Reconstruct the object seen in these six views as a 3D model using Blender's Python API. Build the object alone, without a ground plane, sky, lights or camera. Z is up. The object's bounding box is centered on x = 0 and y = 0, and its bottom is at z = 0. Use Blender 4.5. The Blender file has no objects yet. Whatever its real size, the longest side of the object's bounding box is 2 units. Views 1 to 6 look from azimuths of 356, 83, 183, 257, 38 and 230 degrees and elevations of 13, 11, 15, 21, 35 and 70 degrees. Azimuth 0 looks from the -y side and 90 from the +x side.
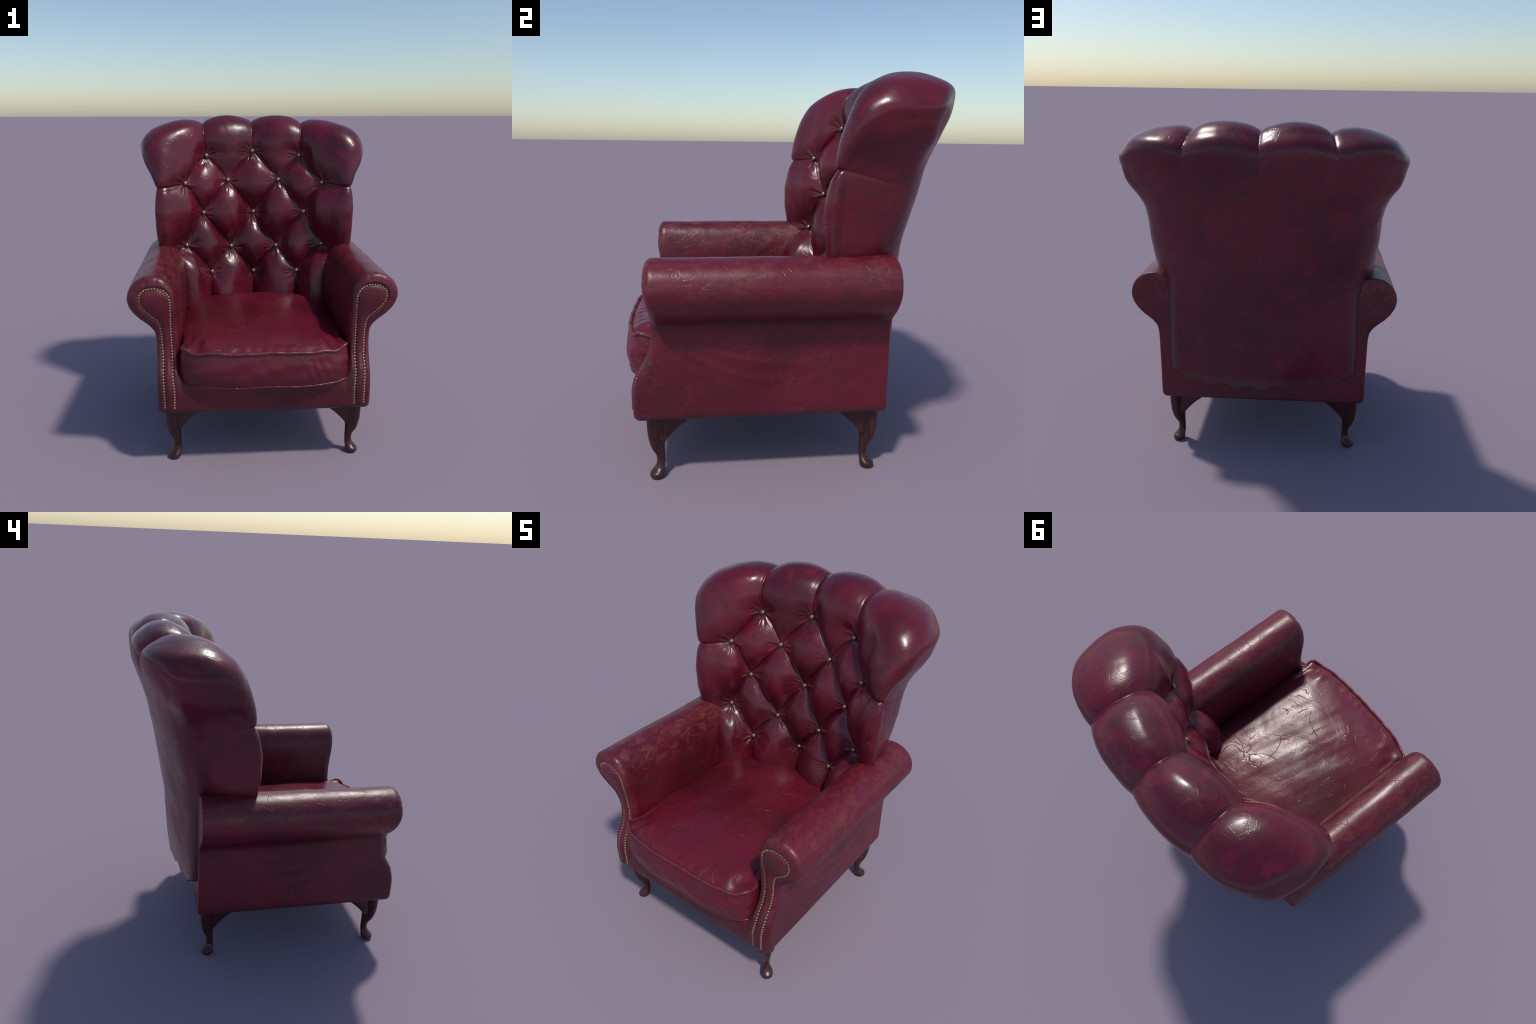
import bpy, bmesh, math, random
import numpy as np
from mathutils import Vector, Matrix, geometry, kdtree
from mathutils.bvhtree import BVHTree

random.seed(7)
rng = np.random.default_rng(7)
COL = bpy.context.scene.collection


# ------------------------------------------------------------------ helpers
def smooth(a, b, x):
    t = np.clip((np.asarray(x, float) - a) / (b - a), 0, 1)
    return t * t * (3 - 2 * t)


def catmull(pts, per=12, closed=False):
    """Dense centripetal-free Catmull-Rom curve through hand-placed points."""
    P = np.asarray(pts, float)
    n = len(P)
    out = []
    for i in range(n if closed else n - 1):
        if closed:
            a, b, c, d = P[(i - 1) % n], P[i], P[(i + 1) % n], P[(i + 2) % n]
        else:
            a, b, c, d = P[max(i - 1, 0)], P[i], P[i + 1], P[min(i + 2, n - 1)]
        for k in range(per):
            t = k / per
            out.append(0.5 * (2 * b + (c - a) * t + (2 * a - 5 * b + 4 * c - d) * t * t + (3 * b - a - 3 * c + d) * t ** 3))
    if not closed:
        out.append(P[-1])
    return np.array(out)


def resample(P, step, closed=False):
    Q = np.vstack([P, P[:1]]) if closed else P
    s = np.concatenate([[0], np.cumsum(np.linalg.norm(np.diff(Q, axis=0), axis=1))])
    n = max(2, int(round(s[-1] / step)))
    t = np.linspace(0, s[-1], n + 1)
    R = np.stack([np.interp(t, s, Q[:, k]) for k in range(Q.shape[1])], 1)
    return R[:-1] if closed else R


def hermite(z, zs, vs):
    """Monotone cubic interpolation of columns vs over knots zs."""
    zs = np.asarray(zs, float)
    vs = np.asarray(vs, float)
    h = np.diff(zs)
    d = np.diff(vs) / h
    m = np.zeros_like(vs)
    m[0], m[-1] = d[0], d[-1]
    for i in range(1, len(zs) - 1):
        m[i] = 0 if d[i - 1] * d[i] <= 0 else 2 * d[i - 1] * d[i] / (d[i - 1] + d[i])
    i = np.clip(np.searchsorted(zs, z) - 1, 0, len(zs) - 2)
    t = (z - zs[i]) / h[i]
    return ((2 * t ** 3 - 3 * t ** 2 + 1) * vs[i] + (t ** 3 - 2 * t ** 2 + t) * h[i] * m[i]
            + (-2 * t ** 3 + 3 * t ** 2) * vs[i + 1] + (t ** 3 - t ** 2) * h[i] * m[i + 1])


def vnoise(p, scale, seed=0.0):
    """Cheap smooth noise: sum of incommensurate sine products, about -1..1."""
    q = np.asarray(p, float) * scale
    x, y, z = q[:, 0] + seed, q[:, 1] + 1.7 * seed, q[:, 2] - seed
    return (np.sin(1.1 * x + 1.3 * np.sin(0.9 * y + 0.4)) * np.cos(1.2 * y + 1.1 * np.sin(1.3 * z))
            + 0.6 * np.sin(2.3 * z + 1.7 * np.sin(1.9 * x) + 0.5) * np.cos(2.1 * x - 1.1 * y)) / 1.6


def new_object(name, verts, faces, mat, parent=None, shade=True):
    me = bpy.data.meshes.new(name)
    me.from_pydata([tuple(v) for v in verts], [], [tuple(int(i) for i in f) for f in faces])
    me.update()
    if shade:
        me.polygons.foreach_set("use_smooth", [True] * len(me.polygons))
    ob = bpy.data.objects.new(name, me)
    COL.objects.link(ob)
    if mat:
        me.materials.append(mat)
    if parent:
        ob.parent = parent
    return ob


def instance(name, mesh, matrix, parent):
    ob = bpy.data.objects.new(name, mesh)
    ob.matrix_local = matrix
    ob.parent = parent
    COL.objects.link(ob)
    return ob


def fix_normals(ob):
    bm = bmesh.new()
    bm.from_mesh(ob.data)
    bmesh.ops.recalc_face_normals(bm, faces=bm.faces[:])
    bm.to_mesh(ob.data)
    bm.free()


def arrays(me):
    n = len(me.vertices)
    co, no = np.empty(n * 3), np.empty(n * 3)
    me.vertices.foreach_get("co", co)
    me.vertex_normals.foreach_get("vector", no)
    return co.reshape(n, 3), no.reshape(n, 3)


def frame_to(normal):
    return Vector(normal).normalized().to_track_quat('Z', 'Y').to_matrix().to_4x4()


# ------------------------------------------------------------------ materials
class Nodes:
    def __init__(self, name):
        self.mat = bpy.data.materials.new(name)
        self.mat.use_nodes = True
        self.t = self.mat.node_tree
        self.t.nodes.clear()
        self.out = self.t.nodes.new("ShaderNodeOutputMaterial")
        self.b = self.t.nodes.new("ShaderNodeBsdfPrincipled")
        self.t.links.new(self.b.outputs[0], self.out.inputs[0])

    def n(self, kind, **kw):
        nd = self.t.nodes.new("ShaderNode" + kind)
        for k, v in kw.items():
            setattr(nd, k, v)
        return nd

    def link(self, a, b):
        self.t.links.new(a, b)

    def put(self, sock, v):
        if hasattr(v, "is_linked") or isinstance(v, bpy.types.NodeSocket):
            self.link(v, sock)
        else:
            sock.default_value = v

    def coord(self):
        return self.n("TexCoord").outputs["Object"]

    def mapping(self, vec, scale=(1, 1, 1), rot=(0, 0, 0)):
        m = self.n("Mapping")
        self.link(vec, m.inputs[0])
        m.inputs["Scale"].default_value = scale
        m.inputs["Rotation"].default_value = rot
        return m.outputs[0]

    def noise(self, vec, scale, detail=4.0, rough=0.55, dist=0.0, color=False):
        nd = self.n("TexNoise")
        self.link(vec, nd.inputs["Vector"])
        nd.inputs["Scale"].default_value = scale
        nd.inputs["Detail"].default_value = detail
        nd.inputs["Roughness"].default_value = rough
        nd.inputs["Distortion"].default_value = dist
        return nd.outputs["Color" if color else 0]

    def edges(self, vec, scale):
        nd = self.n("TexVoronoi", feature='DISTANCE_TO_EDGE')
        self.link(vec, nd.inputs["Vector"])
        nd.inputs["Scale"].default_value = scale
        return nd.outputs["Distance"]

    def ramp(self, fac, lo, hi, a=0.0, b=1.0):
        nd = self.n("MapRange", interpolation_type='SMOOTHSTEP')
        self.put(nd.inputs["Value"], fac)
        nd.inputs["From Min"].default_value = lo
        nd.inputs["From Max"].default_value = hi
        nd.inputs["To Min"].default_value = a
        nd.inputs["To Max"].default_value = b
        return nd.outputs[0]

    def math(self, op, a, b=0.0):
        nd = self.n("Math", operation=op)
        self.put(nd.inputs[0], a)
        self.put(nd.inputs[1], b)
        return nd.outputs[0]

    def mix(self, fac, a, b):
        nd = self.n("Mix", data_type='RGBA')
        self.put(nd.inputs["Factor"], fac)
        for s, v in ((nd.inputs[6], a), (nd.inputs[7], b)):
            self.put(s, (*v, 1.0) if isinstance(v, tuple) and len(v) == 3 else v)
        return nd.outputs[2]

    def warp(self, vec, scale, amount):
        c = self.noise(vec, scale, 3.0, 0.5, color=True)
        s = self.n("VectorMath", operation='SUBTRACT')
        self.link(c, s.inputs[0])
        s.inputs[1].default_value = (0.5, 0.5, 0.5)
        m = self.n("VectorMath", operation='SCALE')
        self.link(s.outputs[0], m.inputs[0])
        m.inputs["Scale"].default_value = amount
        a = self.n("VectorMath", operation='ADD')
        self.link(vec, a.inputs[0])
        self.link(m.outputs[0], a.inputs[1])
        return a.outputs[0]

    def bump(self, height, strength, dist, normal=None):
        nd = self.n("Bump")
        nd.inputs["Strength"].default_value = strength
        nd.inputs["Distance"].default_value = dist
        self.link(height, nd.inputs["Height"])
        if normal is not None:
            self.link(normal, nd.inputs["Normal"])
        return nd.outputs[0]


RED = (0.124, 0.0066, 0.0192)
DEEP = (0.078, 0.0037, 0.0115)
DULL = (0.050, 0.0100, 0.0145)
WORN = (0.230, 0.050, 0.052)


def leather(name, dull=0.5, veins=0.6, crackle=0.4, relief=0.6, rough=0.36, fold_lines=False, worn=0.0, seed=0.0, body=False):
    g = Nodes(name)
    c0 = g.coord()
    c = g.mapping(c0)
    c.node.inputs["Location"].default_value = (seed, seed * 0.7, -seed)
    blot = g.noise(c, 4.2, 6.0, 0.62, 0.3)
    fine = g.noise(g.mapping(c, (1.0, 0.85, 0.9)), 19.0, 6.0, 0.68)
    big = g.noise(c, 1.7, 3.0, 0.5)
    m = g.math('ADD', g.math('MULTIPLY', blot, 0.52), g.math('MULTIPLY', fine, 0.48))
    col = g.mix(g.ramp(big, 0.40, 0.62), RED, DEEP)
    col = g.mix(g.ramp(m, 0.56 - 0.16 * dull, 0.74 - 0.12 * dull, 0.0, 0.72), col, DULL)
    # hairline creases, drawn as warped cell borders that come and go
    w = g.warp(c, 5.0, 0.16)
    v1 = g.edges(w, 6.5)
    gate = g.ramp(g.noise(c, 6.0, 4.0, 0.6), 0.46, 0.66)
    line1 = g.math('MULTIPLY', g.ramp(v1, 0.0, 0.020, 1.0, 0.0), gate)
    w2 = g.warp(g.mapping(c, (1.0, 1.0, 1.0), (0.5, 0.9, 0.2)), 11.0, 0.09)
    v2 = g.edges(w2, 15.0)
    gate2 = g.ramp(g.noise(c, 7.3, 3.0, 0.6), 0.44, 0.64)
    line2 = g.math('MULTIPLY', g.ramp(v2, 0.0, 0.040, 1.0, 0.0), gate2)
    lines = g.math('MAXIMUM', g.math('MULTIPLY', line1, veins), g.math('MULTIPLY', line2, crackle))
    col = g.mix(g.math('MULTIPLY', lines, 0.45), col, WORN)
    if worn:
        col = g.mix(0.55 * worn, col, WORN)
        wz = g.ramp(g.noise(c, 6.0, 6.0, 0.7), 0.50, 0.70, 0.0, worn)
        col = g.mix(wz, col, WORN)
    if fold_lines:
        ruddy = g.noise(c, 6.5, 5.0, 0.65, 0.5)
        col = g.mix(g.ramp(ruddy, 0.52, 0.66, 0.0, 0.7), col, (0.150, 0.0070, 0.0230))
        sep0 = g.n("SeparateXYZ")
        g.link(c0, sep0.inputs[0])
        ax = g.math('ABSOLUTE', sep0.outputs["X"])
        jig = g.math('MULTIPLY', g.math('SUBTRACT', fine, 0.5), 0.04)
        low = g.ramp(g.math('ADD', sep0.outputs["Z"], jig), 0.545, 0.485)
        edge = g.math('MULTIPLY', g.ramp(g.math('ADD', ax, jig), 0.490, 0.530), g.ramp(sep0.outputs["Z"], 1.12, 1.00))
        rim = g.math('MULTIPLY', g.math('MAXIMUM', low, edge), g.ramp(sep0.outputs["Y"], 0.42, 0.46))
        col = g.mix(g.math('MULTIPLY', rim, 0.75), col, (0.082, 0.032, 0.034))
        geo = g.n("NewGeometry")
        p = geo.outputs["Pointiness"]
        col = g.mix(g.ramp(p, 0.47, 0.36, 0.0, 0.8), col, (0.036, 0.0008, 0.0045))  # crevice shadow baked into base colour: concave folds darkened
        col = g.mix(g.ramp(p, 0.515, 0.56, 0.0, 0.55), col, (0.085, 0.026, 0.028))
    if body:
        sep = g.n("SeparateXYZ")
        g.link(c0, sep.inputs[0])
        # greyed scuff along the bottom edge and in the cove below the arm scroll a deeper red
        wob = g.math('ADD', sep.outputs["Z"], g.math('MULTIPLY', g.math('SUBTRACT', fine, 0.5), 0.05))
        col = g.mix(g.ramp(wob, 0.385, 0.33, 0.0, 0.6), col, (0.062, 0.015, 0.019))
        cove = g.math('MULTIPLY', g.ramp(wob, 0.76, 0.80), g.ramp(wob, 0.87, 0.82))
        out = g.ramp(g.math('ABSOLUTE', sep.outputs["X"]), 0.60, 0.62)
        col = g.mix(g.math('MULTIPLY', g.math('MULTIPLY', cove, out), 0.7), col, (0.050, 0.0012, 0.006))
        streak = g.noise(g.mapping(c, (1.0, 0.50, 1.0)), 24.0, 6.0, 0.7, 0.8)
        rub = g.math('MULTIPLY', g.ramp(wob, 0.86, 1.06, 0.0, 0.75), g.ramp(big, 0.38, 0.56, 0.45, 1.0))
        col = g.mix(g.math('MULTIPLY', rub, g.ramp(streak, 0.44, 0.66)), col, (0.19, 0.042, 0.038))
    g.link(col, g.b.inputs["Base Color"])
    r = g.math('ADD', g.ramp(blot, 0.3, 0.7, rough - 0.05, rough + 0.07), g.math('MULTIPLY', lines, 0.12))
    g.link(r, g.b.inputs["Roughness"])
    g.b.inputs["Specular IOR Level"].default_value = 0.5
    soft = g.noise(c, 9.0, 4.0, 0.55, 0.6)
    n0 = g.bump(soft, 0.17 * relief, 0.02)
    n1 = g.bump(g.math('SUBTRACT', 1.0, lines), relief, 0.0030, n0)
    pores = g.noise(c, 240.0, 2.0, 0.5)
    n2 = g.bump(pores, 0.10, 0.002, n1)
    g.link(n2, g.b.inputs["Normal"])
    return g.mat


def brass(name, tint=1.0):
    g = Nodes(name)
    c = g.coord()
    f = g.noise(c, 120.0, 3.0, 0.6)
    g.link(g.mix(g.ramp(f, 0.35, 0.7), tuple(tint * v for v in (0.52, 0.39, 0.22)), tuple(tint * v for v in (0.20, 0.14, 0.075))), g.b.inputs["Base Color"])
    g.b.inputs["Metallic"].default_value = 0.85
    g.link(g.ramp(f, 0.3, 0.7, 0.28, 0.45), g.b.inputs["Roughness"])
    return g.mat


def mahogany(name):
    g = Nodes(name)
    c = g.coord()
    st = g.mapping(c, (9.0, 9.0, 0.9))
    grain = g.noise(st, 9.0, 5.0, 0.6, 0.6)
    blot = g.noise(c, 14.0, 3.0, 0.6)
    col = g.mix(g.ramp(grain, 0.35, 0.68), (0.030, 0.0068, 0.0060), (0.064, 0.0160, 0.0135))
    col = g.mix(g.ramp(blot, 0.50, 0.72, 0.0, 0.5), col, (0.030, 0.015, 0.014))
    g.link(col, g.b.inputs["Base Color"])
    g.b.inputs["Roughness"].default_value = 0.34
    g.link(g.bump(grain, 0.12, 0.002), g.b.inputs["Normal"])
    return g.mat


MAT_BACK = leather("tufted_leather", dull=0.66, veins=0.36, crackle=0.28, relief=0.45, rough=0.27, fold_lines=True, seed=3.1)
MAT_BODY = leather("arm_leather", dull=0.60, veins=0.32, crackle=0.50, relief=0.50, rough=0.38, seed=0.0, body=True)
MAT_SEAT = leather("seat_leather", dull=0.34, veins=0.80, crackle=0.10, relief=0.8, rough=0.32, seed=8.3)
MAT_PIPE = leather("piping_leather", dull=0.2, veins=0.2, crackle=0.5, relief=0.3, rough=0.36, worn=0.5, seed=5.0)
MAT_BRASS = brass("antique_brass")
MAT_BUTTON = brass("tarnished_brass", 0.68)
MAT_WOOD = mahogany("mahogany")

root = bpy.data.objects.new("wingback_armchair", None)
root.empty_display_size = 0.3
COL.objects.link(root)
root["label"] = "button-tufted oxblood leather wingback armchair with dark cabriole legs"
root["category"] = "armchair"


# ------------------------------------------------------------------ seat body: arms and frame, one upholstered skin
HALF_SECTION = [(0.0, 0.325), (0.30, 0.325), (0.56, 0.325), (0.597, 0.330), (0.612, 0.347), (0.615, 0.40), (0.616, 0.52), (0.618, 0.64),
                (0.620, 0.73), (0.626, 0.778), (0.642, 0.808), (0.670, 0.836), (0.712, 0.870), (0.750, 0.915), (0.771, 0.962),
                (0.772, 1.012), (0.752, 1.063), (0.713, 1.099), (0.662, 1.119), (0.610, 1.120), (0.563, 1.101), (0.530, 1.064),
                (0.509, 1.005), (0.498, 0.93), (0.491, 0.84), (0.488, 0.74), (0.486, 0.64), (0.480, 0.575), (0.458, 0.535),
                (0.420, 0.518), (0.36, 0.515), (0.20, 0.515), (0.0, 0.515)]
FRONT_Z = [0.30, 0.45, 0.50, 0.556, 0.600, 0.645, 0.69, 0.735, 0.80, 0.87, 0.93, 1.0, 1.13]
FRONT_Y = [-0.757, -0.757, -0.750, -0.731, -0.704, -0.680, -0.667, -0.661, -0.661, -0.667, -0.677, -0.684, -0.685]
BACK_Y, FRONT_R, BACK_R = 0.4735, 0.036, 0.014


def front_y(z):
    return np.array([hermite(float(a), FRONT_Z, FRONT_Y) for a in np.atleast_1d(z)])


half = np.array(HALF_SECTION)
mirror = half[1:-1][::-1] * [-1, 1]
OUT = resample(catmull(np.vstack([half, mirror]), 10, True), 0.0095, True)
if np.sum(OUT[:, 0] * np.roll(OUT[:, 1], -1) - OUT[:, 1] * np.roll(OUT[:, 0], -1)) < 0:
    OUT = OUT[::-1]

# nail line on the arm front, right side: up the inner edge, round the scroll, down the outer edge
NAIL_PATH = [(0.519, 0.366), (0.517, 0.46), (0.523, 0.51), (0.527, 0.56), (0.527, 0.62), (0.530, 0.68), (0.533, 0.75), (0.534, 0.84),
             (0.533, 0.92), (0.534, 0.985), (0.548, 1.022), (0.574, 1.045), (0.608, 1.055), (0.648, 1.053), (0.678, 1.042), (0.698, 1.020),
             (0.702, 0.989), (0.694, 0.953), (0.672, 0.922), (0.643, 0.895), (0.612, 0.868), (0.597, 0.838), (0.588, 0.80), (0.585, 0.747),
             (0.582, 0.676), (0.579, 0.62), (0.580, 0.575), (0.578, 0.53), (0.574, 0.46), (0.572, 0.370)]
NAIL = resample(catmull(NAIL_PATH, 10), 0.0163)
NAIL_FINE = resample(catmull(NAIL_PATH, 10), 0.003)


def dist2d(P, Q):
    out = np.empty(len(P))
    for i in range(0, len(P), 2000):
        out[i:i + 2000] = np.sqrt(((P[i:i + 2000, None, :] - Q[None]) ** 2).sum(-1).min(1))
    return out


OUT_FINE = resample(OUT, 0.0025, True)


def inside(P, poly):
    x, y = P[:, 0], P[:, 1]
    c = np.zeros(len(P), bool)
    for (x0, y0), (x1, y1) in zip(poly, np.roll(poly, -1, 0)):
        hit = (y0 > y) != (y1 > y)
        c ^= hit & (x < (x1 - x0) * (y - y0) / (y1 - y0 + 1e-12) + x0)
    return c


NAIL_LOOP = np.array(catmull(NAIL_PATH, 10))


def front_height(P, d):
    """y of the front face over the section: profile, rounded rim, nail groove, padded panel."""
    y = front_y(P[:, 1])
    t = np.clip(1 - d / FRONT_R, 0, 1)
    y = y + FRONT_R * (1 - np.sqrt(np.clip(1 - t * t, 0, 1)))
    A = np.stack([np.abs(P[:, 0]), P[:, 1]], 1)
    dn = dist2d(A, NAIL_FINE)
    y = y + 0.0055 * np.exp(-(dn / 0.0075) ** 2)
    ins = inside(A, NAIL_LOOP) & (A[:, 1] > 0.37)
    y = y - np.where(ins, 0.013 * (1 - np.exp(-dn / 0.02)), 0)
    ring = (~ins) & (A[:, 0] > 0.50) & (A[:, 1] > 0.55)
    y = y - np.where(ring, 0.005 * np.exp(-((dn - 0.020) / 0.010) ** 2), 0)
    # small pleats where the leather turns over the scroll
    ang = np.arctan2(A[:, 1] - 0.985, A[:, 0] - 0.625)
    rim = (A[:, 1] > 0.93) & ring
    for a in (0.55, 1.15, 1.75, 2.3, -0.2):
        y = y + np.where(rim, 0.003 * np.exp(-((ang - a) / 0.05) ** 2) * smooth(0.0, 0.02, dn), 0)
    # soft valley where the front rail meets the arm
    v = smooth(0.40, 0.50, A[:, 1]) * np.exp(-((A[:, 0] - 0.470) / 0.020) ** 2)
    return y + 0.010 * v


def cap(radius, height):
    tang = np.roll(OUT, -1, 0) - np.roll(OUT, 1, 0)
    nrm = np.stack([-tang[:, 1], tang[:, 0]], 1)
    nrm /= np.linalg.norm(nrm, axis=1)[:, None]
    pts = []
    for th in (14, 27, 40, 53, 66, 80):
        d = radius * (1 - math.cos(math.radians(th)))
        q = OUT + nrm * d
        ok = inside(q, OUT) & (dist2d(q, OUT_FINE) > 0.985 * d - 0.0003)
        pts.append(q[ok])
    step = 0.0065 if radius > 0.02 else 0.03
    gx, gz = np.meshgrid(np.arange(-0.78, 0.781, step), np.arange(0.32, 1.13, step))
    q = np.stack([gx.ravel() + 0.37 * step * (np.round(gz.ravel() / step) % 2), gz.ravel()], 1)
    q = q[inside(q, OUT)]
    q = q[dist2d(q, OUT_FINE) > radius * 0.9]
    pts.append(q)
    allp = np.vstack([OUT] + pts)
    r = geometry.delaunay_2d_cdt([Vector(p) for p in allp], [], [list(range(len(OUT)))], 1, 1e-6)
    P = np.array([tuple(v) for v in r[0]])
    loop = {}
    for i, src in enumerate(r[3]):
        for s in src:
            if s < len(OUT):
                loop[s] = i
    d = dist2d(P, OUT_FINE)
    for i in loop.values():
        d[i] = 0.0
    return P, d, [tuple(f) for f in r[2]], [loop[k] for k in range(len(OUT))]


verts, faces = [], []
P, d, tris, loop = cap(FRONT_R, None)
yf = front_height(P, d)
front_base = len(verts)
verts += [(p[0], y, p[1]) for p, y in zip(P, yf)]
faces += [t for t in tris]
front_ring = [front_base + i for i in loop]

PB, dB, trisB, loopB = cap(BACK_R, None)
tB = np.clip(1 - dB / BACK_R, 0, 1)
yb = BACK_Y - BACK_R * (1 - np.sqrt(np.clip(1 - tB * tB, 0, 1)))
back_base = len(verts)
verts += [(p[0], y, p[1]) for p, y in zip(PB, yb)]
faces += [tuple(back_base + i for i in t[::-1]) for t in trisB]
back_ring = [back_base + i for i in loopB]

ROWS = 110
yF = front_y(OUT[:, 1]) + FRONT_R
yB = np.full(len(OUT), BACK_Y - BACK_R)
tang = np.roll(OUT, -1, 0) - np.roll(OUT, 1, 0)
outn = np.stack([tang[:, 1], -tang[:, 0]], 1)
outn /= np.linalg.norm(outn, axis=1)[:, None]
# long drape folds in the leather: (surface, start y,z, end y,z, half width, height)
OUTER_FOLDS = [((-0.56, 0.700), (-0.30, 0.560), (0.02, 0.500), 0.016, 0.0050), ((-0.52, 0.715), (-0.22, 0.620), (0.06, 0.590), 0.015, 0.0042),
               ((-0.48, 0.730), (-0.15, 0.680), (0.20, 0.690), 0.013, 0.0028), ((-0.57, 0.650), (-0.40, 0.530), (-0.22, 0.455), 0.014, 0.0030)]
INNER_FOLDS = [((0.16, 1.02), (0.06, 0.86), (-0.02, 0.74), 0.016, 0.0060), ((0.20, 0.96), (0.13, 0.84), (0.09, 0.74), 0.014, 0.0050),
               ((0.10, 1.06), (-0.06, 0.93), (-0.16, 0.80), 0.018, 0.0030)]


def fold_height(yz, folds):
    h = np.zeros(len(yz))
    for a, b, c, w, amp in folds:
        line = catmull([a, b, c], 24)
        dd = np.sqrt(((yz[:, None, :] - line[None]) ** 2).sum(-1))
        k = dd.argmin(1) / (len(line) - 1)
        h += 0.72 * amp * np.sin(np.pi * np.clip(k, 0.02, 0.98)) ** 0.7 * np.exp(-(dd.min(1) / w) ** 2)
    return h


rings = [front_ring]
for r in range(1, ROWS):
    s = r / ROWS
    y = yF + (yB - yF) * s
    x, z = OUT[:, 0].copy(), OUT[:, 1].copy()
    yz = np.stack([y, z], 1)
    h = np.zeros(len(x))
    o = (np.abs(x) > 0.605) & (z < 0.79) & (z > 0.36)
    h[o] += fold_height(yz[o], OUTER_FOLDS)
    i = (np.abs(x) < 0.56) & (np.abs(x) > 0.45) & (z > 0.55)
    h[i] += fold_height(yz[i], INNER_FOLDS)
    fade = min(1, 12 * s * (1 - s))
    p3 = np.stack([x, y, z], 1)
    h += fade * (0.0018 * vnoise(p3, 9.0, 2.0) + 0.0009 * vnoise(p3, 24.0, 5.0)) * (z > 0.36)
    # the inner arm face swells a little behind its front edge
    h += np.where((np.abs(x) < 0.60) & (np.abs(x) > 0.44) & (z > 0.55), 0.010 * smooth(0.02, 0.25, s) * smooth(1.10, 0.95, z) * smooth(0.55, 0.64, z), 0)
    x += outn[:, 0] * h
    z += outn[:, 1] * h
    rings.append(list(range(len(verts), len(verts) + len(x))))
    verts += list(zip(x, y, z))
rings.append(back_ring)
for a, b in zip(rings[:-1], rings[1:]):
    for k in range(len(OUT)):
        l = (k + 1) % len(OUT)
        faces.append((a[k], a[l], b[l], b[k]))

tmp = new_object("body_tmp", verts, faces, None)
fix_normals(tmp)
co, no = arrays(tmp.data)
polys = [tuple(p.vertices) for p in tmp.data.polygons]
cen = np.array([co[list(p)].mean(0) for p in polys])
ax = np.abs(cen[:, 0])
is_arm = ((cen[:, 2] > 0.545) & (ax > 0.44)) | (ax > 0.497)
body_parts = {}
for name, mask in (("seat_base", ~is_arm), ("armrest", is_arm & (cen[:, 0] > 0)), ("armrest", is_arm & (cen[:, 0] < 0))):
    idx = np.nonzero(mask)[0]
    used = sorted({v for i in idx for v in polys[i]})
    remap = {v: k for k, v in enumerate(used)}
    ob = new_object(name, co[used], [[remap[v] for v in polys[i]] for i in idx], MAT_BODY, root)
    ob.data.normals_split_custom_set_from_vertices([tuple(v) for v in no[used]])
    body_parts[(name, len(body_parts))] = ob
arms = [o for (n, _), o in body_parts.items() if n == "armrest"]
bpy.data.objects.remove(tmp)


# ------------------------------------------------------------------ nail heads
def dome_mesh(name, r, flat, mat, seg=14, rows=5):
    v, f = [], []
    prof = [(r * 0.80, -r * 0.35), (r, 0.0)] + [(r * math.cos(a), r * flat * math.sin(a)) for a in np.linspace(0, math.pi / 2, rows + 1)[1:-1]]
    for pr, pz in prof:
        v += [(pr * math.cos(2 * math.pi * k / seg), pr * math.sin(2 * math.pi * k / seg), pz) for k in range(seg)]
    for j in range(len(prof) - 1):
        for k in range(seg):
            l = (k + 1) % seg
            f.append((j * seg + k, j * seg + l, (j + 1) * seg + l, (j + 1) * seg + k))
    v.append((0, 0, r * flat))
    top = len(v) - 1
    b = (len(prof) - 1) * seg
    f += [(b + k, b + (k + 1) % seg, top) for k in range(seg)]
    me = bpy.data.meshes.new(name)
    me.from_pydata(v, [], f)
    me.polygons.foreach_set("use_smooth", [True] * len(me.polygons))
    me.materials.append(mat)
    return me


nail_mesh = dome_mesh("nail_head", 0.0076, 0.72, MAT_BRASS)
pd = dist2d(NAIL, OUT_FINE)
ny = front_height(NAIL, pd)
eps = 0.004
gx = (front_height(NAIL + [eps, 0], dist2d(NAIL + [eps, 0], OUT_FINE)) - front_height(NAIL - [eps, 0], dist2d(NAIL - [eps, 0], OUT_FINE))) / (2 * eps)
gz = (front_height(NAIL + [0, eps], dist2d(NAIL + [0, eps], OUT_FINE)) - front_height(NAIL - [0, eps], dist2d(NAIL - [0, eps], OUT_FINE))) / (2 * eps)
for arm, sx in zip(arms, (1, -1)):
    for k in range(len(NAIL)):
        nrm = Vector((sx * gx[k] * 0.5, -1.0, gz[k] * 0.7)).normalized()
        jit = rng.normal(0, 0.0005, 2)
        pos = Vector((sx * NAIL[k, 0] + jit[0], ny[k], NAIL[k, 1] + jit[1])) + nrm * 0.0015
        instance("nail_head", nail_mesh, Matrix.Translation(pos) @ frame_to(nrm), arm)


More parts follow.
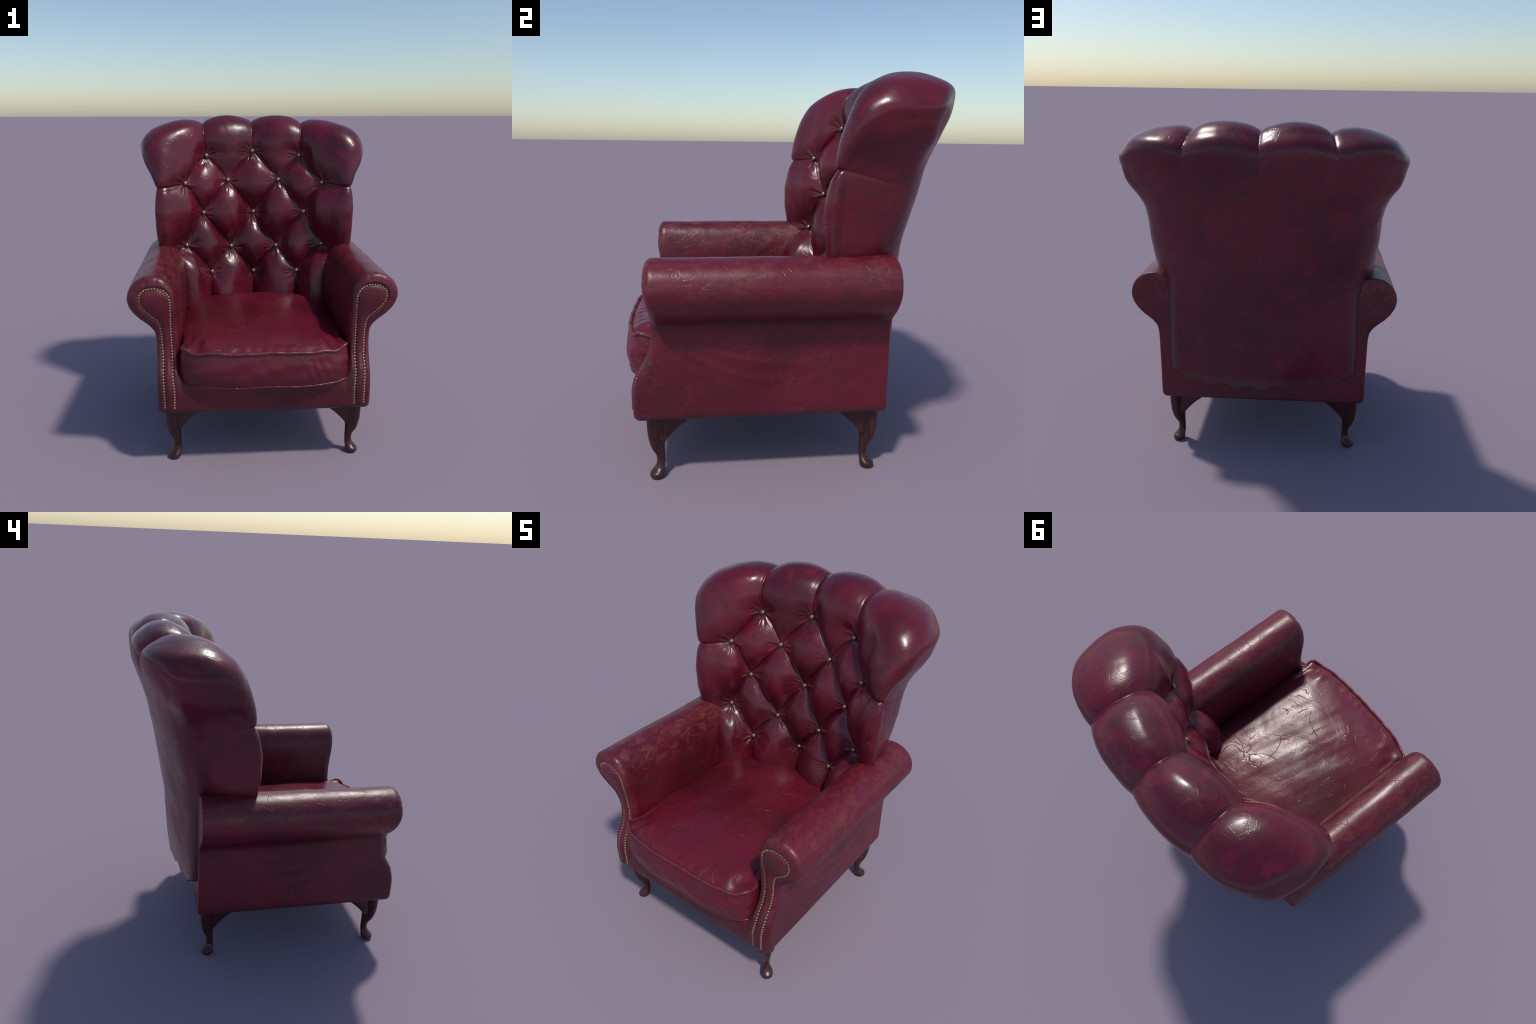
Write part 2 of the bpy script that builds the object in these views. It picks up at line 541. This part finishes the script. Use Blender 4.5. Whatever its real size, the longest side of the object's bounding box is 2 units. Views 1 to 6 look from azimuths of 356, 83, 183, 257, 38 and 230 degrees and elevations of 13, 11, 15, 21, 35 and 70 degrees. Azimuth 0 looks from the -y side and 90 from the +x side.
# ------------------------------------------------------------------ backrest
BUTTONS = [(0.0, 0.490, 1.744), (0.333, 0.435, 1.715), (0.181, 0.420, 1.543), (0.481, 0.296, 1.533), (0.0, 0.434, 1.311), (0.358, 0.337, 1.321),
           (0.163, 0.368, 1.070), (0.480, 0.272, 1.100), (0.0, 0.389, 0.879), (0.304, 0.280, 0.902)]
EXTRA = [(0.60, 0.185, 1.30), (0.60, 0.190, 1.10), (0.60, 0.195, 1.515), (0.60, 0.268, 1.69), (0.63, 0.300, 1.80), (0.0, 0.37, 0.60), (0.30, 0.27, 0.60),
         (0.46, 0.18, 0.60), (0.47, 0.20, 0.90), (0.0, 0.487, 1.85), (0.35, 0.436, 1.85), (0.50, 0.362, 1.85), (0.58, 0.33, 1.85)]
ctrl = np.array(BUTTONS + EXTRA)
ctrl = np.vstack([ctrl, ctrl[ctrl[:, 0] > 0] * [-1, 1, 1]])


def tps(q, c):
    r2 = ((q[:, None, :] - c[None]) ** 2).sum(-1) + 1e-12
    return 0.5 * r2 * np.log(r2)


C2 = ctrl[:, [0, 2]]
n = len(C2)
M = np.zeros((n + 3, n + 3))
M[:n, :n] = tps(C2, C2) + 1e-5 * np.eye(n)
M[:n, n:] = np.c_[np.ones(n), C2]
M[n:, :n] = M[:n, n:].T
W = np.linalg.solve(M, np.r_[ctrl[:, 1], 0, 0, 0])


def face_y(x, z):
    q = np.stack([np.atleast_1d(x), np.atleast_1d(z)], 1)
    return tps(q, C2) @ W[:n] + W[n] + q @ W[n + 1:]


# horizontal slices: wing front edge, wing side, rear corner, rear centre (right half)
SLICES = {
    0.50: [(0.46, 0.20), (0.50, 0.22), (0.52, 0.28), (0.53, 0.35), (0.538, 0.43), (0.538, 0.499), (0.42, 0.530), (0.22, 0.562), (0, 0.592)],
    0.65: [(0.46, 0.18), (0.50, 0.20), (0.52, 0.26), (0.53, 0.34), (0.539, 0.43), (0.539, 0.499), (0.42, 0.540), (0.22, 0.588), (0, 0.613)],
    0.90: [(0.47, 0.19), (0.50, 0.20), (0.52, 0.26), (0.53, 0.34), (0.537, 0.42), (0.537, 0.497), (0.42, 0.549), (0.22, 0.605), (0, 0.630)],
    1.04: [(0.54, 0.19), (0.58, 0.19), (0.60, 0.22), (0.595, 0.31), (0.57, 0.42), (0.54, 0.497), (0.43, 0.556), (0.22, 0.620), (0, 0.648)],
    1.12: [(0.60, 0.188), (0.632, 0.182), (0.646, 0.215), (0.633, 0.31), (0.60, 0.42), (0.546, 0.507), (0.43, 0.565), (0.22, 0.630), (0, 0.657)],
    1.30: [(0.60, 0.185), (0.634, 0.176), (0.652, 0.21), (0.651, 0.31), (0.637, 0.43), (0.575, 0.541), (0.44, 0.607), (0.22, 0.667), (0, 0.688)],
    1.515: [(0.60, 0.193), (0.648, 0.182), (0.670, 0.215), (0.674, 0.32), (0.661, 0.46), (0.597, 0.587), (0.44, 0.662), (0.22, 0.712), (0, 0.729)],
    1.60: [(0.60, 0.225), (0.652, 0.215), (0.685, 0.255), (0.700, 0.35), (0.690, 0.48), (0.633, 0.606), (0.47, 0.688), (0.23, 0.738), (0, 0.753)],
    1.69: [(0.61, 0.262), (0.668, 0.258), (0.716, 0.295), (0.741, 0.38), (0.736, 0.50), (0.686, 0.630), (0.50, 0.716), (0.25, 0.768), (0, 0.784)],
    1.75: [(0.62, 0.285), (0.680, 0.285), (0.728, 0.325), (0.754, 0.40), (0.753, 0.50), (0.697, 0.636), (0.53, 0.727), (0.27, 0.780), (0, 0.797)],
    1.80: [(0.60, 0.310), (0.662, 0.313), (0.708, 0.353), (0.728, 0.43), (0.714, 0.53), (0.670, 0.646), (0.53, 0.735), (0.27, 0.788), (0, 0.804)],
    1.85: [(0.55, 0.353), (0.610, 0.353), (0.652, 0.388), (0.680, 0.46), (0.667, 0.55), (0.620, 0.655), (0.50, 0.738), (0.27, 0.784), (0, 0.800)],
    1.885: [(0.48, 0.405), (0.535, 0.403), (0.573, 0.43), (0.596, 0.49), (0.588, 0.56), (0.542, 0.648), (0.44, 0.718), (0.25, 0.762), (0, 0.780)],
    1.915: [(0.40, 0.465), (0.450, 0.460), (0.485, 0.48), (0.505, 0.525), (0.505, 0.575), (0.465, 0.637), (0.37, 0.687), (0.21, 0.722), (0, 0.738)],
    1.935: [(0.33, 0.525), (0.375, 0.520), (0.405, 0.535), (0.420, 0.565), (0.420, 0.60), (0.390, 0.640), (0.31, 0.675), (0.18, 0.700), (0, 0.715)],
    1.948: [(0.22, 0.585), (0.255, 0.578), (0.280, 0.585), (0.295, 0.60), (0.295, 0.615), (0.270, 0.640), (0.22, 0.655), (0.12, 0.670), (0, 0.678)],
}
TOP_FRONT = {1.70: 0.485, 1.744: 0.489, 1.78: 0.490, 1.82: 0.491, 1.85: 0.500, 1.885: 0.514, 1.915: 0.538, 1.935: 0.570, 1.948: 0.612}
zs = sorted(SLICES)
tab = np.array([SLICES[z] for z in zs])


def hem(x):
    """Scalloped lower hem of the rear panel."""
    x = abs(x)
    base = 0.468 + 0.052 * (x / 0.535) ** 4.5
    tooth = abs((x / 0.150) % 1.0 - 0.5) * 2          # 1 at the low points, 0 between them
    return base + 0.008 - 0.026 * tooth ** 1.3 * (1 - smooth(0.46, 0.52, x))


rows = []
levels = [0.50, 0.53, 0.57, 0.61] + list(np.arange(0.65, 1.90, 0.02)) + [1.90, 1.915, 1.926, 1.935, 1.942, 1.948]
for z in levels:
    side = np.array([[hermite(z, zs, tab[:, c, k]) for k in (0, 1)] for c in range(tab.shape[1])])
    wx, wy = side[0]
    fx = np.linspace(0, wx, 9)[:-1]
    low = face_y(fx, np.full(8, min(z, 1.82)))
    y0 = hermite(z, sorted(TOP_FRONT), [TOP_FRONT[k] for k in sorted(TOP_FRONT)]) if z > 1.72 else low[0]
    high = y0 + (wy - y0) * (fx / wx) ** 1.75
    fy = low + (high - low) * smooth(1.72, 1.86, z)
    rt = np.vstack([np.c_[fx, fy], side])
    loop = np.vstack([rt, (rt[1:-1] * [-1, 1])[::-1]])
    dense = resample(catmull(loop, 6, True), 0.02, True)
    dense = np.array([np.interp(np.linspace(0, 1, 181)[:-1], np.linspace(0, 1, len(dense) + 1), np.r_[dense[:, k], dense[0, k]]) for k in (0, 1)]).T
    zz = np.full(len(dense), z)
    if z < 0.65:
        zz = np.array([hem(p[0]) + (z - 0.50) / 0.15 * (0.65 - hem(p[0])) if p[1] > 0.40 else z for p in dense])
    rows.append(np.c_[dense, zz])
bv, bf = [], []
for r in rows:
    bv += list(r)
N = 180
for j in range(len(rows) - 1):
    for k in range(N):
        l = (k + 1) % N
        bf.append((j * N + k, j * N + l, (j + 1) * N + l, (j + 1) * N + k))
last = (len(rows) - 1) * N
inner = rows[-1] * [0.5, 1, 1]
inner[:, 1] = 0.635 + 0.5 * (rows[-1][:, 1] - 0.635)
inner[:, 2] = 1.952
bv += list(inner) + [np.array([0, 0.635, 1.953]), np.array([0, 0.42, 0.49])]
for k in range(N):
    l = (k + 1) % N
    bf.append((last + k, last + l, last + N + l, last + N + k))
    bf.append((last + N + k, last + N + l, len(bv) - 2))
    bf.append((l, k, len(bv) - 1))
base = new_object("back_tmp", bv, bf, None)
fix_normals(base)
md = base.modifiers.new("remesh", 'REMESH')
md.mode = 'VOXEL'
md.voxel_size = 0.0048
md.use_smooth_shade = True
dg = bpy.context.evaluated_depsgraph_get()
shell = bpy.data.meshes.new_from_object(base.evaluated_get(dg))
bpy.data.objects.remove(base)
co, _ = arrays(shell)
polys = [tuple(p.vertices) for p in shell.polygons]
ed = np.empty(len(shell.edges) * 2, int)
shell.edges.foreach_get("vertices", ed)
e0, e1 = ed.reshape(-1, 2).T
deg = np.bincount(e0, minlength=len(co)) + np.bincount(e1, minlength=len(co))
for it in range(60):
    w = 0.55 * (smooth(1.55, 1.72, co[:, 2]) + (1 - smooth(1.55, 1.72, co[:, 2])) * (it < 16) * (0.05 + 0.95 * smooth(0.56, 0.68, co[:, 2])))
    avg = np.stack([np.bincount(e0, co[e1, k], len(co)) + np.bincount(e1, co[e0, k], len(co)) for k in range(3)], 1) / deg[:, None]
    co = co + (avg - co) * w[:, None]
shell.vertices.foreach_set("co", co.ravel())
shell.update()
co, no = arrays(shell)
bvh = BVHTree.FromPolygons([tuple(v) for v in co], polys)


def snap(p):
    q = bvh.find_nearest(Vector(p))
    return np.array(q[0]), np.array(q[1])


B = {}
for b in BUTTONS:
    for s in ((1, -1) if b[0] else (1,)):
        B[(round(s * b[0], 3), b[2])] = snap((s * b[0], b[1], b[2]))[0]


def bt(x, z):
    return B[(x, z)]


# fold network: points, strength at start and end, width of the crease shoulder
FOLDS = []
fr = np.random.default_rng(11)


def bowed(a, b):
    """A fold between two buttons: slightly crooked, sagging a little."""
    m = (a + b) / 2
    off = np.array([fr.normal(0, 0.007), 0, fr.normal(0.009, 0.006)])
    q = a + (b - a) * 0.3 + off * 0.8 + np.array([fr.normal(0, 0.003), 0, fr.normal(0, 0.003)])
    return [a, q, m + off, b]


for sg in (1, -1):
    c1, a1, i2, o2, c3, a3, i4, o4, c5, a5 = (B[(round(sg * b[0], 3), b[2])] for b in BUTTONS)
    for a, b in ((c1, i2), (a1, i2), (a1, o2), (i2, c3), (i2, a3), (o2, a3), (c3, i4), (a3, i4), (a3, o4), (i4, c5), (i4, a5), (o4, a5)):
        FOLDS.append((bowed(a, b), 1, 1, 0.050))
    FOLDS.append(([a5, (sg * 0.306, 0.25, 0.75), (sg * 0.300, 0.25, 0.58)], 1, 1, 0.045))
    FOLDS.append(([a1, (sg * 0.345, 0.435, 1.82), (sg * 0.350, 0.47, 1.89), (sg * 0.357, 0.56, 1.93), (sg * 0.370, 0.66, 1.92), (sg * 0.388, 0.76, 1.87),
                   (sg * 0.393, 0.77, 1.80)], 1, 1.0, 0.088))
    FOLDS.append(([(sg * 0.393, 0.77, 1.80), (sg * 0.395, 0.73, 1.60)], 1, 0.0, 0.070))
    FOLDS.append(([o2, (sg * 0.53, 0.25, 1.525), (sg * 0.58, 0.21, 1.518)], 1, 1, 0.050))
    FOLDS.append(([(sg * 0.58, 0.21, 1.518), (sg * 0.64, 0.18, 1.515), (sg * 0.673, 0.23, 1.510), (sg * 0.673, 0.33, 1.485), (sg * 0.655, 0.44, 1.455), (sg * 0.62, 0.54, 1.43)], 1, 0.1, 0.060))
    FOLDS.append(([o4, (sg * 0.56, 0.20, 1.05), (sg * 0.62, 0.18, 1.03)], 1, 0.9, 0.060))
FOLDS.append(([B[(0.0, 0.879)], (0, 0.38, 0.75), (0, 0.37, 0.58)], 1, 1, 0.045))
FOLDS.append(([B[(0.0, 1.744)], (0, 0.488, 1.82), (0, 0.525, 1.90), (0, 0.60, 1.95), (0, 0.70, 1.945), (0, 0.79, 1.88), (0, 0.80, 1.80)], 1, 1.0, 0.088))
FOLDS.append(([(0, 0.80, 1.80), (0, 0.755, 1.60)], 1, 0.0, 0.070))
pillow = np.ones(len(co))
crease = np.zeros(len(co))
dl = np.full(len(co), 9.0)
facing = smooth(-0.10, -0.70, no[:, 1])
rearing = smooth(0.25, 0.75, no[:, 1])
uping = smooth(-0.10, 0.90, no[:, 2])
for pts, d0, d1, width in FOLDS:
    line = resample(catmull([np.array(p, float) for p in pts], 14), 0.012)
    line = np.array([snap(p)[0] for p in line])
    reach = 7.5 * width
    near = np.nonzero(((co > line.min(0) - reach) & (co < line.max(0) + reach)).all(1))[0]
    p = co[near]
    best, at = np.full(len(p), 9.0), np.zeros(len(p))
    for k in range(len(line) - 1):
        a, b = line[k], line[k + 1]
        t = np.clip(((p - a) @ (b - a)) / ((b - a) @ (b - a) + 1e-12), 0, 1)
        dd = np.linalg.norm(p - (a + t[:, None] * (b - a)), axis=1)
        m = dd < best
        best[m] = dd[m]
        at[m] = (k + t[m]) / (len(line) - 1)
    strength = d0 + (d1 - d0) * at ** 1.5
    wloc = width * (1 - 0.55 * rearing[near] * (1 - uping[near]))
    pillow[near] *= 1 - strength * np.exp(-np.power(best / wloc, 0.95))
    crease[near] = np.maximum(crease[near], strength * np.exp(-(best / 0.0075) ** 2))
    dl[near] = np.minimum(dl[near], best)
kb = kdtree.KDTree(len(B))
bl = list(B.values())
for k, p in enumerate(bl):
    kb.insert(Vector(p), k)
kb.balance()
db, bi = np.empty(len(co)), np.empty(len(co), int)
for k, p in enumerate(co):
    _, bi[k], db[k] = kb.find(Vector(p))
tuft = smooth(0.56, 0.42, np.abs(co[:, 0])) * smooth(1.98, 1.60, co[:, 2])
A_front = 0.054 + 0.056 * tuft
A_side = 0.014 + 0.010 * smooth(1.50, 1.70, co[:, 2]) + 0.008 * smooth(1.70, 1.85, co[:, 2])
A = A_side + (A_front - A_side) * facing
A = A + (0.066 - A) * uping * (1 - 0.5 * facing)
A_rear = 0.024 * smooth(1.68, 1.88, co[:, 2])
A = A + (A_rear - A) * rearing * (1 - uping)
A = A * (1 - smooth(1.12, 0.98, co[:, 2]) * (1 - facing) * 0.7) * (1 - smooth(0.64, 0.54, co[:, 2]))
h = -0.0055 * crease * (0.35 + 0.65 * facing) * smooth(0.60, 0.70, co[:, 2])
h += A * pillow * (1 - 0.30 * np.exp(-(db / 0.05) ** 1.6))
# pleats fanning out from each button
bc = np.array(bl)[bi]
ang = np.arctan2(co[:, 2] - bc[:, 2], co[:, 0] - bc[:, 0])
ph = bi * 1.7
pleat = np.sin(7 * ang + ph + 0.8 * np.sin(3 * ang + ph)) * np.exp(-((db - 0.042) / 0.022) ** 2) * (1 + 0.4 * np.sin(2.3 * ang + ph)) + 0.55 * np.sin(5 * ang - ph) * np.exp(-((db - 0.085) / 0.035) ** 2)
h += 0.0040 * pleat * (0.45 + 0.55 * np.sin(1.9 * ang + 2.1 * ph)) * facing
h += 0.0016 * np.sin(13 * ang + 2 * ph + 1.5 * np.sin(4 * ang)) * np.exp(-((db - 0.055) / 0.025) ** 2) * facing
h += (0.0030 * vnoise(co, 8.0, 1.0) + 0.0012 * vnoise(co, 21.0, 4.0)) * smooth(0.0, 0.05, dl)
co2 = co + no * h[:, None]
# the leather of each upper pad sags a little over the fold below it
sag = facing * np.exp(-(dl / 0.035) ** 2) * smooth(0.004, 0.02, dl)
co2[:, 2] -= 0.006 * sag
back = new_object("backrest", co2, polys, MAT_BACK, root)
sm = back.modifiers.new("soften", 'SMOOTH')
sm.factor = 0.3
sm.iterations = 1

button_mesh = dome_mesh("button", 0.0165, 0.75, MAT_BUTTON, 20, 6)
for p in bl:
    q, nn = snap(p)
    nn = Vector(nn) + Vector((0, -0.4, 0.1))
    nn.normalize()
    instance("button", button_mesh, Matrix.Translation(Vector(q) + nn * 0.006) @ frame_to(nn), back)


# ------------------------------------------------------------------ seat cushion
HALF_W, Y_BACK = 0.479, 0.36


def cushion_half(y):
    return HALF_W - 0.030 * smooth(-0.2, 0.36, y) - 0.012 * smooth(-0.40, -0.62, y)


plan = []
plan += [(x, Y_BACK) for x in np.linspace(-0.40, 0.40, 9)]
plan += [(0.440, 0.335), (0.455, 0.29)]
plan += [(float(cushion_half(y)), y) for y in np.linspace(0.18, -0.60, 9)]
plan += [(0.471, -0.68), (0.467, -0.715), (0.455, -0.734), (0.436, -0.744)]
plan += [(x, -0.797 + 0.056 * abs(x / 0.457) ** 3.4) for x in np.linspace(0.40, -0.40, 13)]
plan += [(-0.436, -0.744), (-0.455, -0.734), (-0.467, -0.715), (-0.471, -0.68)]
plan += [(-float(cushion_half(y)), y) for y in np.linspace(-0.60, 0.18, 9)]
plan += [(-0.455, 0.29), (-0.440, 0.335)]
PLAN = resample(catmull(plan, 8, True), 0.011, True)
pt = np.roll(PLAN, -1, 0) - np.roll(PLAN, 1, 0)
pn = np.stack([-pt[:, 1], pt[:, 0]], 1)
pn /= np.linalg.norm(pn, axis=1)[:, None]
if (pn * (PLAN - [0, -0.2])).sum() < 0:
    pn = -pn
corner = np.exp(-(((np.abs(PLAN[:, 0]) - 0.465) / 0.035) ** 2 + ((PLAN[:, 1] + 0.735) / 0.045) ** 2))
frontness = smooth(-0.60, -0.74, PLAN[:, 1])
z_top = 0.702 + 0.018 * corner - 0.009 * np.exp(-((np.abs(PLAN[:, 0]) - 0.39) / 0.04) ** 2) * frontness + 0.010 * (1 - frontness)
z_top = z_top + (0.0028 * np.sin(17 * PLAN[:, 0] + 0.7) + 0.0018 * np.sin(41 * PLAN[:, 0])) * frontness
z_bot = 0.502 + 0.010 * corner + 0.003 * np.sin(17 * PLAN[:, 0] + 1) * frontness
centre = np.array([0.0, -0.20])
cv, cf = [], []
CN = len(PLAN)


def ring(xy, z):
    z = np.broadcast_to(z, len(xy))
    cv.extend(np.c_[xy, z])


# underside, bottom seam, belly, top seam, crown
for s in (0.3, 0.7, 0.93):
    ring(centre + (PLAN - centre) * s, z_bot - 0.004 * (1 - s))
BELLY = 24
for k in range(BELLY + 1):
    t = k / BELLY
    puff = 0.020 * math.sin(math.pi * t) ** 0.75 * (1 + 0.35 * (0.5 - t))
    lean = 0.008 * (1 - t)
    w = 0.0012 * np.sin(47 * PLAN[:, 0] * (0.4 + 0.6 * t) + 9 * t + 2 * np.sin(13 * PLAN[:, 0])) * math.sin(math.pi * t) * frontness
    w = w + 0.0022 * np.sin(19 * PLAN[:, 0] - 11 * t) * math.sin(math.pi * t) * frontness
    diag = PLAN[:, 0] * 0.9 + 0.10 * t
    w = w + 0.0026 * np.sin(105 * diag + 2.2 * np.sin(21 * PLAN[:, 0])) * np.exp(-((PLAN[:, 0] - 0.30) / 0.10) ** 2) * math.sin(math.pi * t) * frontness
    off = puff * (1 - 0.55 * corner) * (0.35 + 0.65 * frontness) + lean * frontness + w
    ring(PLAN + pn * off[:, None], z_bot + (z_top - z_bot) * t)
CROWN, CROWN_H, Z_SEAM = 46, 0.060, 0.708
for k in range(1, CROWN):
    s = 1 - k / CROWN
    xy = centre + (PLAN - centre) * s
    u, v = np.abs(xy[:, 0]) / 0.480, np.abs(xy[:, 1] + 0.215) / 0.585
    rise = CROWN_H * (1 - np.clip(u, 0, 1) ** 3.0) ** 0.8 * (1 - np.clip(v, 0, 1) ** 3.2) ** 0.8
    e = 1 - s
    dip = 0.006 * math.exp(-((e - 0.022) / 0.020) ** 2)
    p3 = np.c_[xy, np.zeros(CN)]
    lump = (0.0055 * vnoise(p3, 7.0, 3.0) + 0.0020 * vnoise(p3, 17.0, 1.0)) * smooth(0.0, 0.25, e)
    pleat = 0.0024 * np.sin(75 * xy[:, 0] + 3 * np.sin(9 * xy[:, 0])) * math.exp(-((e - 0.05) / 0.06) ** 2) * frontness
    ax, by = np.abs(xy[:, 0]), xy[:, 1]
    side = np.where(xy[:, 0] > 0, 1.35, 1.0)
    lump = lump - side * 0.013 * np.exp(-((ax - 0.385) / 0.030) ** 2 - ((by + 0.700) / 0.045) ** 2)
    lump = lump - side * 0.009 * np.exp(-((ax - 0.425) / 0.018) ** 2 - ((by + 0.610) / 0.080) ** 2)
    lump = lump + side * 0.007 * np.exp(-((ax - 0.330) / 0.030) ** 2 - ((by + 0.690) / 0.050) ** 2)
    lump = lump - 0.007 * np.exp(-((xy[:, 0] - 0.12) / 0.11) ** 2 - ((by + 0.730) / 0.030) ** 2) - 0.005 * np.exp(-((xy[:, 0] + 0.22) / 0.08) ** 2 - ((by + 0.720) / 0.035) ** 2)
    rim = math.exp(-(e / 0.06) ** 2)
    ring(xy, Z_SEAM + (z_top - Z_SEAM) * rim + rise - dip + lump + pleat)
cv.append((centre[0], centre[1], Z_SEAM + CROWN_H + float(0.0060 * vnoise(np.array([[0, -0.2, 0.0]]), 7.0, 3.0)[0])))
nring = (len(cv) - 1) // CN
for j in range(nring - 1):
    for k in range(CN):
        l = (k + 1) % CN
        cf.append((j * CN + k, j * CN + l, (j + 1) * CN + l, (j + 1) * CN + k))
cf += [((nring - 1) * CN + k, (nring - 1) * CN + (k + 1) % CN, len(cv) - 1) for k in range(CN)]
cf.append(tuple(range(CN))[::-1])
cushion = new_object("seat_cushion", cv, cf, MAT_SEAT, root)
fix_normals(cushion)


def tube(name, path, r, mat, parent, seg=8, squash=None):
    n = len(path)
    v, f = [], []
    for k in range(n):
        t = path[(k + 1) % n] - path[k - 1]
        t /= np.linalg.norm(t)
        a = np.cross(t, [0, 0, 1])
        a /= np.linalg.norm(a)
        b = np.cross(a, t)
        rr = r * (1 + 0.10 * math.sin(k * 0.9) + 0.06 * math.sin(k * 2.3))
        v += [path[k] + rr * (math.cos(q) * a + math.sin(q) * b) for q in np.linspace(0, 2 * math.pi, seg + 1)[:-1]]
    for k in range(n):
        m = (k + 1) % n
        f += [(k * seg + q, k * seg + (q + 1) % seg, m * seg + (q + 1) % seg, m * seg + q) for q in range(seg)]
    ob = new_object(name, v, f, mat, parent)
    fix_normals(ob)
    return ob


tube("piping", np.c_[PLAN + pn * (0.004 * frontness - 0.006 * (1 - frontness))[:, None], z_top - 0.0005 - 0.012 * (1 - frontness)], 0.0098, MAT_PIPE, cushion)
tube("piping", np.c_[PLAN + pn * (0.008 * frontness)[:, None], z_bot], 0.0075, MAT_SEAT, cushion)


# ------------------------------------------------------------------ cabriole legs
LEG_Z = [0.0, 0.012, 0.025, 0.041, 0.055, 0.075, 0.096, 0.121, 0.149, 0.181, 0.227, 0.280, 0.335]
LEG_OUT = [0.560, 0.568, 0.567, 0.552, 0.541, 0.535, 0.535, 0.541, 0.553, 0.562, 0.570, 0.574, 0.576]
LEG_IN = [0.506, 0.497, 0.495, 0.4945, 0.494, 0.494, 0.494, 0.495, 0.496, 0.496, 0.496, 0.496, 0.496]
LEG_B = [0.027, 0.035, 0.036, 0.031, 0.024, 0.0205, 0.0198, 0.0205, 0.0215, 0.0225, 0.026, 0.030, 0.034]


def leg_mesh():
    v, f, seg = [], [], 28
    levels = sorted(set(list(np.linspace(0, 0.06, 16)) + list(np.linspace(0.06, 0.335, 34))))
    for z in levels:
        o, i, b = (hermite(z, LEG_Z, t) for t in (LEG_OUT, LEG_IN, LEG_B))
        w = (o - i) / 2
        a = math.sqrt(max(2 * w * w - b * b, (0.7 * w) ** 2))
        c = (o + i) / 2 - 0.495
        square = 1 - 0.25 * smooth(0.10, 0.22, z)
        for k in range(seg):
            q = 2 * math.pi * k / seg
            ca, sa = math.cos(q), math.sin(q)
            ea = a * math.copysign(abs(ca) ** square, ca)
            eb = b * math.copysign(abs(sa) ** square, sa)
            v.append((c + (ea - eb) / math.sqrt(2), c + (ea + eb) / math.sqrt(2), z))
    nl = len(levels)
    for j in range(nl - 1):
        for k in range(seg):
            l = (k + 1) % seg
            f.append((j * seg + k, j * seg + l, (j + 1) * seg + l, (j + 1) * seg + k))
    f.append(tuple(range(seg))[::-1])
    f.append(tuple(range((nl - 1) * seg, nl * seg)))
    # shaped brackets that run from the knee along both rails
    curve = catmull([(0.034, 0.225), (0.020, 0.200), (0.010, 0.186), (0.001, 0.184), (-0.007, 0.195), (-0.025, 0.218), (-0.051, 0.246), (-0.083, 0.275), (-0.115, 0.300), (-0.140, 0.335)], 6)
    for swap in (0, 1):
        st = len(v)
        prof = [(0.0, 1.0), (0.12, 0.35), (0.5, 0.0)]
        for e, z in curve:
            zt = 0.336
            # rounded lower edge, flat sides; thickness sits near the outer face
            for off, dz in ((0.016, 0.008), (0.020, 0.002), (0.028, 0.0), (0.044, 0.0), (0.052, 0.002), (0.056, 0.008)):
                zz = z + dz
                v.append((e, off, zz) if not swap else (off, e, zz))
            for off in (0.056, 0.016):
                v.append((e, off, zt + 0.012) if not swap else (off, e, zt + 0.012))
        m = 8
        for j in range(len(curve) - 1):
            for k in range(m):
                l = (k + 1) % m
                f.append((st + j * m + k, st + j * m + l, st + (j + 1) * m + l, st + (j + 1) * m + k))
        f.append(tuple(range(st, st + m)))
        f.append(tuple(range(st + (len(curve) - 1) * m, st + len(curve) * m))[::-1])
    return v, f


lv, lf = leg_mesh()
lv = np.array(lv)
lv[:, 2] = np.minimum(lv[:, 2], 0.332)
for sx in (1, -1):
    for y0, sy in ((-0.617, -1), (0.369, 1)):
        w = lv * [sx, sy, 1] + [0.495 * sx, y0, 0]
        ob = new_object("leg", w, lf if sx * sy > 0 else [f[::-1] for f in lf], MAT_WOOD, root)
        fix_normals(ob)
        ob.data.shade_smooth() if hasattr(ob.data, "shade_smooth") else None
        e = ob.modifiers.new("split", 'EDGE_SPLIT')
        e.split_angle = math.radians(50)
